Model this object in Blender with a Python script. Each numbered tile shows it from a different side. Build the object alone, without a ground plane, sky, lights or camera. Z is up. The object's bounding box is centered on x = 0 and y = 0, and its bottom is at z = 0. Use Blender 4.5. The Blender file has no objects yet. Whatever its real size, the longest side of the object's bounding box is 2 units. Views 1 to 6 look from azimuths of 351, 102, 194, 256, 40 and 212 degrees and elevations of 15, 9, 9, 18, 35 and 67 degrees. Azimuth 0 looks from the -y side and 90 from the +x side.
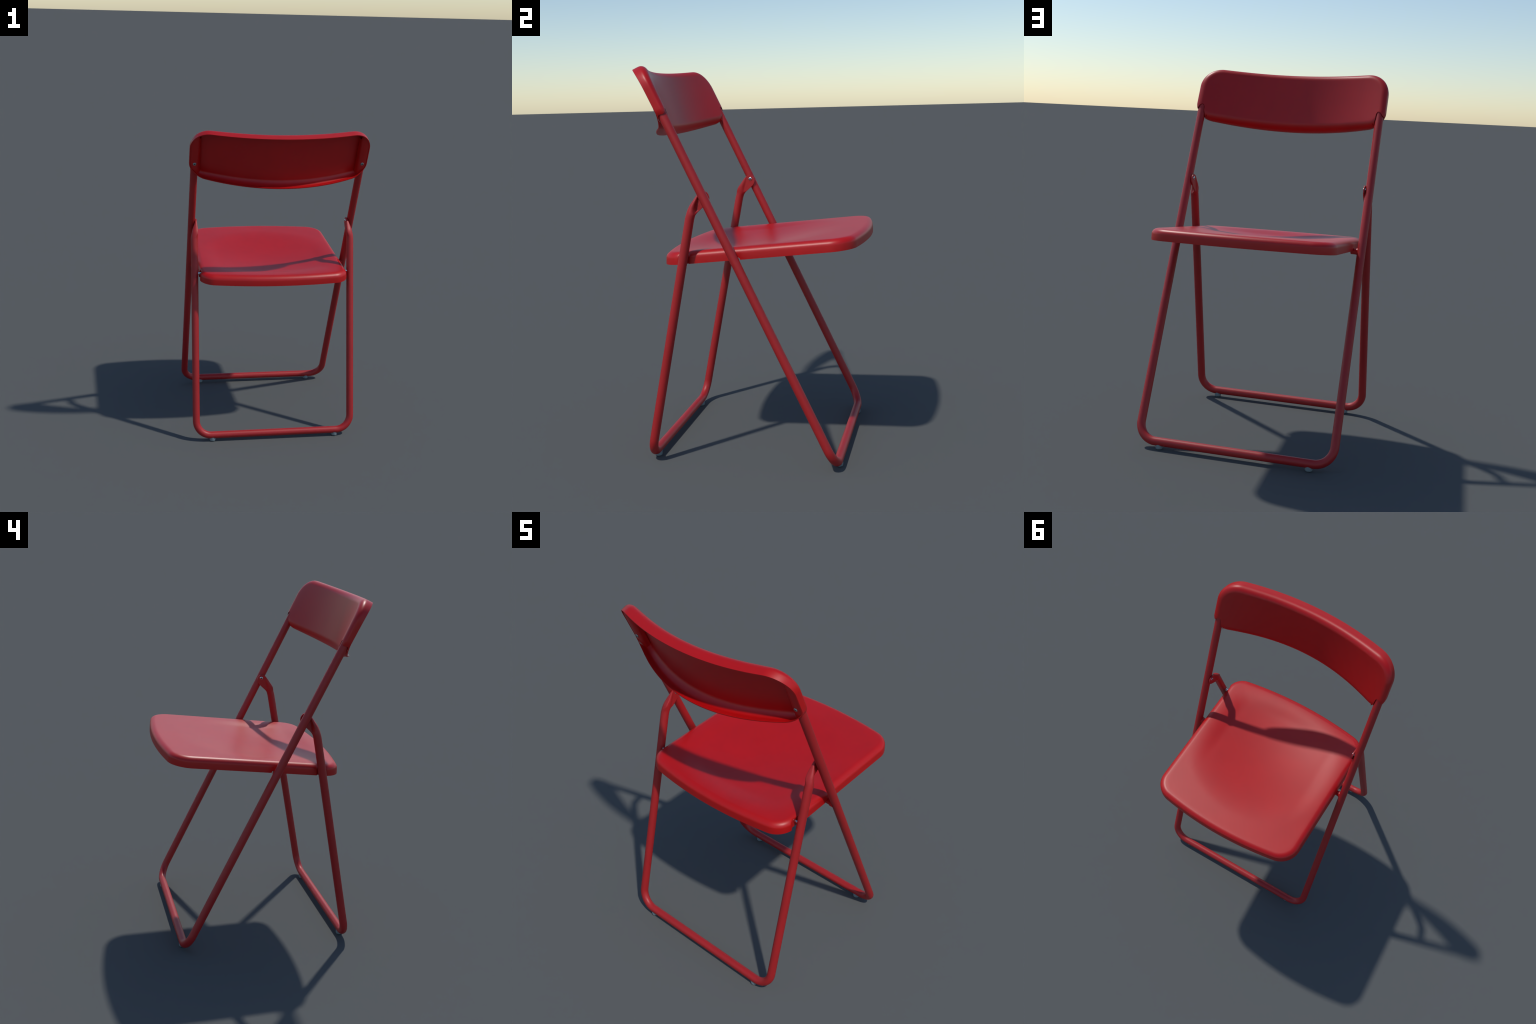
import bpy, math
import numpy as np
from mathutils import Vector, Matrix

# ------------------------------------------------------------------ materials
def principled(name, color, rough, metallic=0.0, spec=0.5, coat=0.0):
    m = bpy.data.materials.new(name)
    m.use_nodes = True
    b = m.node_tree.nodes["Principled BSDF"]
    b.inputs["Base Color"].default_value = (*color, 1)
    b.inputs["Roughness"].default_value = rough
    b.inputs["Metallic"].default_value = metallic
    b.inputs["Specular IOR Level"].default_value = spec
    b.inputs["Coat Weight"].default_value = coat
    return m, m.node_tree, b

def red_paint(name, color, rough):
    """Sprayed enamel on steel: even red, very slight tone drift and orange-peel bump."""
    m, nt, b = principled(name, color, rough)
    tc = nt.nodes.new("ShaderNodeTexCoord")
    n = nt.nodes.new("ShaderNodeTexNoise")
    n.inputs["Scale"].default_value = 7.0
    n.inputs["Detail"].default_value = 3.0
    nt.links.new(tc.outputs["Object"], n.inputs["Vector"])
    ramp = nt.nodes.new("ShaderNodeValToRGB")
    ramp.color_ramp.elements[0].position = 0.3
    ramp.color_ramp.elements[1].position = 0.7
    ramp.color_ramp.elements[0].color = (*[c * 0.96 for c in color], 1)
    ramp.color_ramp.elements[1].color = (*[c * 1.04 for c in color], 1)
    nt.links.new(n.outputs["Fac"], ramp.inputs["Fac"])
    nt.links.new(ramp.outputs["Color"], b.inputs["Base Color"])
    return m

PAINT = red_paint("red_enamel", (0.45, 0.0012, 0.0020), 0.42)
SHEEN_TINTED_PAINT = red_paint("red_enamel_sheen_tinted", (0.375, 0.0115, 0.0135), 0.48)  # same red, green and blue raised to tint the tubes' pale sheen in
STEEL = principled("bolt_steel", (0.55, 0.60, 0.63), 0.22, metallic=1.0)[0]
DULL_STEEL = principled("dull_screw_steel", (0.34, 0.40, 0.41), 0.42, metallic=0.9)[0]
SOCKET = principled("dark_socket", (0.03, 0.035, 0.04), 0.5)[0]
FOOT = principled("grey_plastic", (0.20, 0.25, 0.27), 0.45)[0]

# ------------------------------------------------------------------ helpers
def make(name, verts, faces, mat, parent=None, smooth=True, angle=None):
    me = bpy.data.meshes.new(name)
    me.from_pydata([tuple(map(float, v)) for v in verts], [], faces)
    me.update()
    import bmesh
    bm = bmesh.new(); bm.from_mesh(me)
    bmesh.ops.remove_doubles(bm, verts=bm.verts, dist=1e-6)
    bmesh.ops.recalc_face_normals(bm, faces=bm.faces)
    bm.to_mesh(me); bm.free()
    me.materials.append(mat)
    for p in me.polygons:
        p.use_smooth = smooth
    if angle is not None:
        me.set_sharp_from_angle(angle=math.radians(angle))
    ob = bpy.data.objects.new(name, me)
    bpy.context.scene.collection.objects.link(ob)
    if parent is not None:
        ob.parent = parent
    return ob

def bridge(rings, close_ends=(True, True), loop=False):
    """rings: list of equally long closed vertex rings -> verts, faces"""
    n = len(rings[0])
    verts = [v for r in rings for v in r]
    faces = []
    m = len(rings)
    for i in range(m if loop else m - 1):
        a, b = i * n, ((i + 1) % m) * n
        for j in range(n):
            k = (j + 1) % n
            faces.append((a + j, a + k, b + k, b + j))
    if not loop:
        if close_ends[0]: faces.append(tuple(range(n)))
        if close_ends[1]: faces.append(tuple((m - 1) * n + j for j in range(n)))
    return verts, faces

def lathe(name, profile, origin, axis, mat, parent, seg=28, angle=40):
    """profile: (radius, height along axis) list, capped at both ends"""
    axis = Vector(axis).normalized()
    u = axis.orthogonal().normalized(); v = axis.cross(u)
    o = Vector(origin)
    rings = [[o + axis * h + (u * math.cos(2*math.pi*j/seg) + v * math.sin(2*math.pi*j/seg)) * r
              for j in range(seg)] for r, h in profile]
    vs, fs = bridge(rings)
    return make(name, vs, fs, mat, parent, angle=angle)

def smoothstep(a, b, x):
    t = min(max((x - a) / (b - a), 0.0), 1.0)
    return t * t * (3 - 2 * t)

# ------------------------------------------------------------------ sizes
TUBE = 0.0226                       # tube radius
BAR_Z = 0.0375                     # height of the floor bars
FX, FY0, FM = 0.5210, 0.4765, -0.4720   # front frame: x, y = FY0 + FM z
RX, RY0, RM = 0.5072, -0.5030, 0.2045   # rear frame
BEND = 0.096
SEG = 40

chair = bpy.data.objects.new("folding_chair", None)
bpy.context.scene.collection.objects.link(chair)
chair["label"] = "red painted steel folding chair with curved backrest"
chair["category"] = "folding chair"

def frame_path(hx, y0, m, ztop):
    """U of tube in a leaning plane: down the left leg, across the bar, up the right one."""
    w = Vector((0, m, 1)).normalized()
    n = Vector((0, w.z, -w.y))
    base = Vector((0, y0 + m * BAR_Z, BAR_Z))
    L = (ztop - BAR_Z) / w.z
    pts = [(Vector((-hx, 0, 0)) + base + w * L, -w)]
    pts.append((Vector((-hx, 0, 0)) + base + w * (BEND + 0.02), -w))
    K = 14
    for i in range(K + 1):
        a = math.pi / 2 * i / K
        c = base + Vector((-hx + BEND, 0, 0)) + w * BEND
        pts.append((c - Vector((1, 0, 0)) * BEND * math.cos(a) - w * BEND * math.sin(a),
                    -w * math.cos(a) + Vector((1, 0, 0)) * math.sin(a)))
    right = []
    for p, t in reversed(pts):
        right.append((Vector((-p.x, p.y, p.z)), Vector((t.x, -t.y, -t.z))))
    return pts + right, n, w

def tube_ring(p, t, n, r=TUBE):
    b = t.cross(n)
    return [p + (n * math.cos(2*math.pi*j/SEG) + b * math.sin(2*math.pi*j/SEG)) * r for j in range(SEG)]

# ------------------------------------------------------------------ front frame (feet up to the backrest)
path, FN, FW = frame_path(FX, FY0, FM, 1.93)
def slim_top(side):
    """the last stretch inside the backrest is squeezed so that it stays under the sheet"""
    O = Vector((side * FX, FY0, 0))
    return [tube_ring(O + FW * q + FN * dp, FW * side, FN, r) for q, dp, r in
            ((1.975, 0.0, TUBE), (1.995, -0.0005, 0.0220), (2.01, -0.004, 0.0185), (2.06, -0.008, 0.014))]
path = path[1:-1]
vs, fs = bridge(slim_top(-1)[::-1] + [tube_ring(p, t, FN) for p, t in path] + slim_top(1))
front_frame = make("front_frame", vs, fs, SHEEN_TINTED_PAINT, chair, angle=60)

# ------------------------------------------------------------------ rear frame with pinched, drilled ends
path, RN, RW = frame_path(RX, RY0, RM, 1.262)

# pinched end: rear edge A, front edge B (y, z), crease position along A-B, bulge left of the tube
PINCH = [
    ((-0.2602, 1.2876), (-0.2160, 1.2790), 0.93, 0.97),
    ((-0.2548, 1.3065), (-0.2060, 1.2930), 0.78, 0.90),
    ((-0.2450, 1.3270), (-0.1890, 1.3085), 0.57, 0.78),
    ((-0.2295, 1.3480), (-0.1715, 1.3240), 0.37, 0.58),
    ((-0.2150, 1.3680), (-0.1555, 1.3395), 0.24, 0.33),
    ((-0.2045, 1.3815), (-0.1470, 1.3545), 0.16, 0.16),
    ((-0.1926, 1.3919), (-0.1460, 1.3681), 0.08, 0.05),
    ((-0.1809, 1.3965), (-0.1505, 1.3813), 0.03, 0.01),
    ((-0.1720, 1.3975), (-0.1590, 1.3920), 0.02, 0.0),
]
PLATE_IN, PLATE_OUT = 0.4895, 0.4970
def pinch_ring(A, B, crease, bulge, side, blend):
    ring = []
    for j in range(SEG):
        ph = 2 * math.pi * j / SEG
        s = (1 + math.cos(ph)) / 2          # 1 at the front edge, 0 at the rear edge
        y = A[0] + (B[0] - A[0]) * s
        z = A[1] + (B[1] - A[1]) * s
        inner = math.sin(ph) > 0
        circ = RX - TUBE * math.sin(ph)
        k = min(s / max(crease, 1e-3), 1.0)
        dome = math.sqrt(max(0.0, 1 - (2 * k - 1) ** 2)) if k < 1 else 0.0
        edge = 0.004 * (1 - min(1.0, abs(math.sin(ph)) * 6)) # rounded plate rim
        if inner:
            x = PLATE_IN + edge * 0.9 - 0.0070 * dome * min(1.0, bulge * 1.6)
        else:
            x = PLATE_OUT - edge + (RX + TUBE - PLATE_OUT) * bulge * dome
        x = circ * (1 - blend) + x * blend
        ring.append(Vector((side * x, y, z)))
    return ring
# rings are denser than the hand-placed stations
flat = np.array([[*A, *B, c, b] for A, B, c, b in PINCH])
flat = np.vstack([2 * flat[0] - flat[1], flat, 2 * flat[-1] - flat[-2]])
stations = []
for i in range(1, len(flat) - 2):
    p0, p1, p2, p3 = flat[i-1:i+3]
    for k in range(4):
        f = k / 4
        v = 0.5 * (2*p1 + (p2-p0)*f + (2*p0-5*p1+4*p2-p3)*f*f + (3*p1-p0-3*p2+p3)*f**3)
        stations.append(((v[0], v[1]), (v[2], v[3]), max(v[4], 0.01), max(v[5], 0.0)))
stations.append(PINCH[-1])
def end_rings(side):
    out = []
    for i, (A, B, cr, bu) in enumerate(stations):
        out.append(pinch_ring(A, B, cr, bu, side, min(1.0, i / 6)))
    return out
rings = list(reversed(end_rings(-1))) + [tube_ring(p, t, RN) for p, t in path] + end_rings(1)
vs, fs = bridge(rings)
rear_frame = make("rear_frame", vs, fs, SHEEN_TINTED_PAINT, chair, angle=50)

# ------------------------------------------------------------------ feet under the bars
FOOT_PROFILE = [(0.0155, 0.0), (0.0178, 0.0012), (0.0192, 0.0045), (0.0196, 0.010), (0.0196, 0.026), (0.004, 0.028)]
for fr, y in ((front_frame, FY0 + FM * BAR_Z), (rear_frame, RY0 + RM * BAR_Z)):
    for sx in (-1, 1):
        lathe("foot", FOOT_PROFILE, (sx * 0.402, y, 0), (0, 0, 1), FOOT, fr)

# ------------------------------------------------------------------ pressed sheet pans
def filleted_outline(hx, ytop, ybot, r_top, r_bot, n_side, n_arc, n_edge):
    """right half of a rounded panel with straight sides x = hx and curved ends ytop(x), ybot(x);
    returns closed loop, counter-clockwise, starting at the middle of the bottom edge"""
    def fillet(f, r, sign):
        # circle inside: centre (hx - r, yc), touching the curve f
        xs = np.linspace(0, hx, 4000)
        cy = f(hx) - sign * r
        for _ in range(60):
            d = np.hypot(xs - (hx - r), f(xs) - cy)
            cy += sign * (d.min() - r) * 0.8
        i = int(np.argmin(np.hypot(xs - (hx - r), f(xs) - cy)))
        return cy, xs[i], f(xs[i])
    cb, xb, yb = fillet(ybot, r_bot, -1)
    ct, xt, yt = fillet(ytop, r_top, 1)
    pts = [(x, ybot(x)) for x in np.linspace(0, xb, n_edge, endpoint=False)]
    a0 = math.atan2(yb - cb, xb - (hx - r_bot))
    pts += [(hx - r_bot + r_bot*math.cos(a), cb + r_bot*math.sin(a)) for a in np.linspace(a0, 0, n_arc, endpoint=False)]
    pts += [(hx, y) for y in np.linspace(cb, ct, n_side, endpoint=False)]
    a1 = math.atan2(yt - ct, xt - (hx - r_top))
    pts += [(hx - r_top + r_top*math.cos(a), ct + r_top*math.sin(a)) for a in np.linspace(0, a1, n_arc, endpoint=False)]
    pts += [(x, ytop(x)) for x in np.linspace(xt, 0, n_edge)]
    left = [(-x, y) for x, y in reversed(pts[1:-1])]
    P = np.array(pts + left)
    T = np.roll(P, -1, 0) - np.roll(P, 1, 0)
    T /= np.linalg.norm(T, axis=1)[:, None]
    N = np.stack([-T[:, 1], T[:, 0]], 1)      # inward for a counter-clockwise loop
    return P, N

def pan_rings(P, N, profile, centre, fill):
    """profile: (inset, level) pairs from the rim to the face; fill: number of rings on the face.
    yields (points 2D, level, inset, face fraction)"""
    out = []
    for d, h in profile:
        out.append((P + N * d, h, d))
    d, h = profile[-1]
    base = P + N * d
    for k in range(1, fill + 1):
        f = 1 - k / (fill + 0.02)
        out.append((centre + (base - centre) * f, h, d + 0.2 * (1 - f)))
    return out

# ---- seat
SEAT_X = 0.478
P, N = filleted_outline(SEAT_X, lambda x: 0.5862 - 0.2330 * x * x, lambda x: -0.4437 + 0.2176 * x * x,
                        0.126, 0.107, 220, 24, 60)
SEAT_C = np.array([0.0, 0.08])
SEAT_H, SHEET = 0.0608, 0.005
SEAT_RW, SEAT_RH = 0.036, 0.030        # soft roll of the upper edge: width, height
def seat_profile(off):
    pr = [(off, 0.0), (off, 0.012), (off + 0.0005, 0.022), (off + 0.001, SEAT_H - SEAT_RH)]
    for i in range(1, 11):
        a = math.pi / 2 * i / 10
        pr.append((off + 0.001 + (SEAT_RW - off) * (1 - math.cos(a)), SEAT_H - SEAT_RH + (SEAT_RH - off) * math.sin(a)))
    return pr
def seat_point(x, y, h, d, hmax):
    ax = abs(x)
    # rim notch resting on the peg of the front frame
    dy = y + 0.030
    arch = 0.015 * math.sqrt(max(0.0, 1 - (dy / 0.025) ** 2)) if ax > 0.44 else 0.0
    if h < arch: h = arch
    # oval dip of the sitting surface, deepest behind the middle
    r2 = (x / 0.53) ** 2 + ((y + 0.075) / (0.52 if y > -0.075 else 0.475)) ** 2
    if d > 0.02 and r2 < 1:
        h -= 0.0362 * (1 - r2) ** 1.8 * smoothstep(0.03, 0.095, d)
    # pocket that clears the rear leg and its pivot
    win = smoothstep(-0.264, -0.272, y) * smoothstep(-0.322, -0.306, y)
    pocket = 0.013 * win * (1 - smoothstep(0.036, 0.056, h)) * (1 - smoothstep(0.012, 0.030, d)) * smoothstep(0.38, 0.44, ax)
    x -= math.copysign(pocket, x)
    return Vector((x, y, 1.0593 + 0.0921 * y + h))
def shell(P, N, prof_fn, sheet, centre, fill, place):
    outer = pan_rings(P, N, prof_fn(0.0), centre, fill)
    inner = pan_rings(P, N, prof_fn(sheet), centre, fill)
    n = len(P)
    verts, faces = [], []
    def add(rings, flip, hoff):
        base = len(verts)
        for pts, h, d in rings:
            for q in pts:
                verts.append(place(q[0], q[1], h, d, hoff))
        for i in range(len(rings) - 1):
            a, b = base + i * n, base + (i + 1) * n
            for j in range(n):
                k = (j + 1) % n
                f = (a + j, a + k, b + k, b + j)
                faces.append(f[::-1] if flip else f)
        last = base + (len(rings) - 1) * n
        cap = tuple(last + j for j in range(n))
        faces.append(cap[::-1] if flip else cap)
        return base
    b0 = add(outer, False, 0.0)
    b1 = add(inner, True, sheet)
    for j in range(n):
        k = (j + 1) % n
        faces.append((b0 + k, b0 + j, b1 + j, b1 + k))
    return verts, faces
vs, fs = shell(P, N, seat_profile, SHEET, SEAT_C, 30, seat_point)
seat = make("seat", vs, fs, PAINT, chair, angle=50)

# pivots and pegs of the seat
for sx in (-1, 1):
    lathe("pivot_bolt", [(0.0075, 0.0), (0.0075, 0.012), (0.0075, 0.030), (0.006, 0.032)],
          (sx * 0.488, -0.2865, 1.0665), (-sx, 0, 0), STEEL, rear_frame)
    lathe("peg", [(0.020, -0.012), (0.0195, 0.004), (0.0165, 0.010), (0.0155, 0.016), (0.0155, 0.036), (0.013, 0.039)],
          (sx * 0.502, -0.0290, 1.0545), (-sx, 0, 0), PAINT, front_frame)
    # hinge bolt where the pinched end meets the front frame
    b = lathe("hinge_bolt", [(0.006, -0.012), (0.0105, -0.0005), (0.0108, 0.0015), (0.0098, 0.0048), (0.0070, 0.0066), (0.0045, 0.0070), (0.0040, 0.0045)],
              (sx * (PLATE_IN + 0.0025), -0.1708, 1.3755), (-sx, 0, 0), STEEL, rear_frame)
    lathe("bolt_socket", [(0.0040, 0.004), (0.0040, 0.0072)], (sx * (PLATE_IN + 0.0025), -0.1708, 1.3755), (-sx, 0, 0), SOCKET, b)

# ---- backrest: panel coordinates q up along the front frame, p forward from its axis
O = Vector((0, FY0, 0))
def back_place(x, q, p):
    return Vector((x, 0, 0)) + O + FW * q + FN * p
BX = 0.5535
q_top = lambda x: 2.2325 - 0.055 * x * x
q_bot = lambda x: 1.904 - 0.05 * x * x
def rim_p(x, q):
    """rear edge of the pan: bowed, a little deeper at the bottom"""
    v = (q - 1.91) / 0.336
    mid = -0.191 + 0.065 * v
    return mid + (-0.030 - mid) * min(1.15, (abs(x) / 0.53) ** 2)
def depth(x):
    return 0.056 + 0.021 * (1 - min(1.0, abs(x) / 0.545) ** 7)
def face_p(x, q):
    return rim_p(x, q) + depth(x)
CR_T, CR_B = 0.130, 0.090
P, N = filleted_outline(BX, q_top, q_bot, CR_T, CR_B, 40, 26, 70)
BACK_ROLL = 0.040
def back_profile(off):
    # level: 1 at the rear rim, 0 on the face
    pr = [(off, 1.0), (off, 0.85), (off, 0.68), (off + 0.0005, 0.55)]
    roll = BACK_ROLL if off == 0 else 0.028      # the fold is tighter on the inside
    for i in range(1, 13):
        a = math.pi / 2 * i / 12
        pr.append((off + 0.0005 + (roll - off) * (1 - math.cos(a)), 0.55 * (1 - math.sin(a))))
    return pr
def back_vertex(x, q, t, d, o):
    # the lower wall tucks up towards the rear rim
    if d < 0.03 and q < 2.0 :
        q += 0.013 * smoothstep(0.5, 1.0, t) * smoothstep(1.99, 1.92, q)
    D = depth(x)
    return back_place(x, q, rim_p(x, q) + D * (1 - t) - o * (1 - t))
vs, fs = shell(P, N, back_profile, SHEET, np.array([0.0, 2.071]), 30, back_vertex)
backrest = make("backrest", vs, fs, PAINT, chair, angle=50)

# arched mouths for the tubes
for sx in (-1, 1):
    prof = [(0.0275, -0.16), (0.0278, -0.02)] + [(0.0286 * math.cos(a) ** 0.8, 0.022 + 0.046 * math.sin(a)) for a in np.linspace(0, 1.5, 16)]
    cut = lathe("mouth_cutter", prof, back_place(sx * FX, 1.930, 0.0), FW, PAINT, None, seg=40)
    for v in cut.data.vertices:                     # narrower sideways than forwards
        v.co.x = sx * FX + (v.co.x - sx * FX) * 0.93
    mod = backrest.modifiers.new("mouth", "BOOLEAN")
    mod.object = cut; mod.operation = "DIFFERENCE"; mod.solver = "EXACT"
dg = bpy.context.evaluated_depsgraph_get()
me = bpy.data.meshes.new_from_object(backrest.evaluated_get(dg))
backrest.modifiers.clear()
backrest.data = me
me.set_sharp_from_angle(angle=math.radians(45))
for ob in [o for o in bpy.data.objects if o.name.startswith("mouth_cutter")]:
    bpy.data.objects.remove(ob)

# sleeves that hold the tubes at the back of the panel, with their screws
SLEEVE = [(0.5505, -0.0210), (0.5440, -0.0225), (0.535, -0.0235), (0.521, -0.0240), (0.508, -0.0235), (0.498, -0.0195), (0.492, -0.0110), (0.488, 0.0), (0.485, 0.012)]
for sx in (-1, 1):
    outer, rings = [], []
    for x, p in SLEEVE:
        # upper end follows the rounded corner of the panel
        c = BX - CR_T
        qt = q_top(x) - CR_T + math.sqrt(max(0.0, CR_T ** 2 - max(0.0, x - c) ** 2)) - 0.005 - 0.04 * smoothstep(-0.022, -0.010, p)
        cb = BX - CR_B
        qb = q_bot(x) + CR_B - math.sqrt(max(0.0, CR_B ** 2 - max(0.0, x - cb) ** 2)) + 0.008
        qs = [qb + (qt - qb) * k / 8 for k in range(9)]
        front = [(q, min(max(p, rim_p(x, q) + 0.003), face_p(x, q) - 0.010)) for q in qs]
        rings.append([back_place(sx * x, q, e) for q, e in front] +
                     [back_place(sx * x, q, e + 0.004) for q, e in reversed(front)])
    vs, fs = bridge(rings)
    make("sleeve", vs, fs, PAINT, backrest, angle=40)
    s = lathe("screw", [(0.005, -0.02), (0.0100, -0.0005), (0.0102, 0.0012), (0.0090, 0.0030), (0.0060, 0.0036), (0.0042, 0.0036), (0.0038, 0.0025)],
              back_place(sx * FX, 1.986, -0.0242), -FN, DULL_STEEL, backrest)
    lathe("screw_socket", [(0.0038, 0.002), (0.0038, 0.0038)], back_place(sx * FX, 1.986, -0.0242), -FN, SOCKET, s)
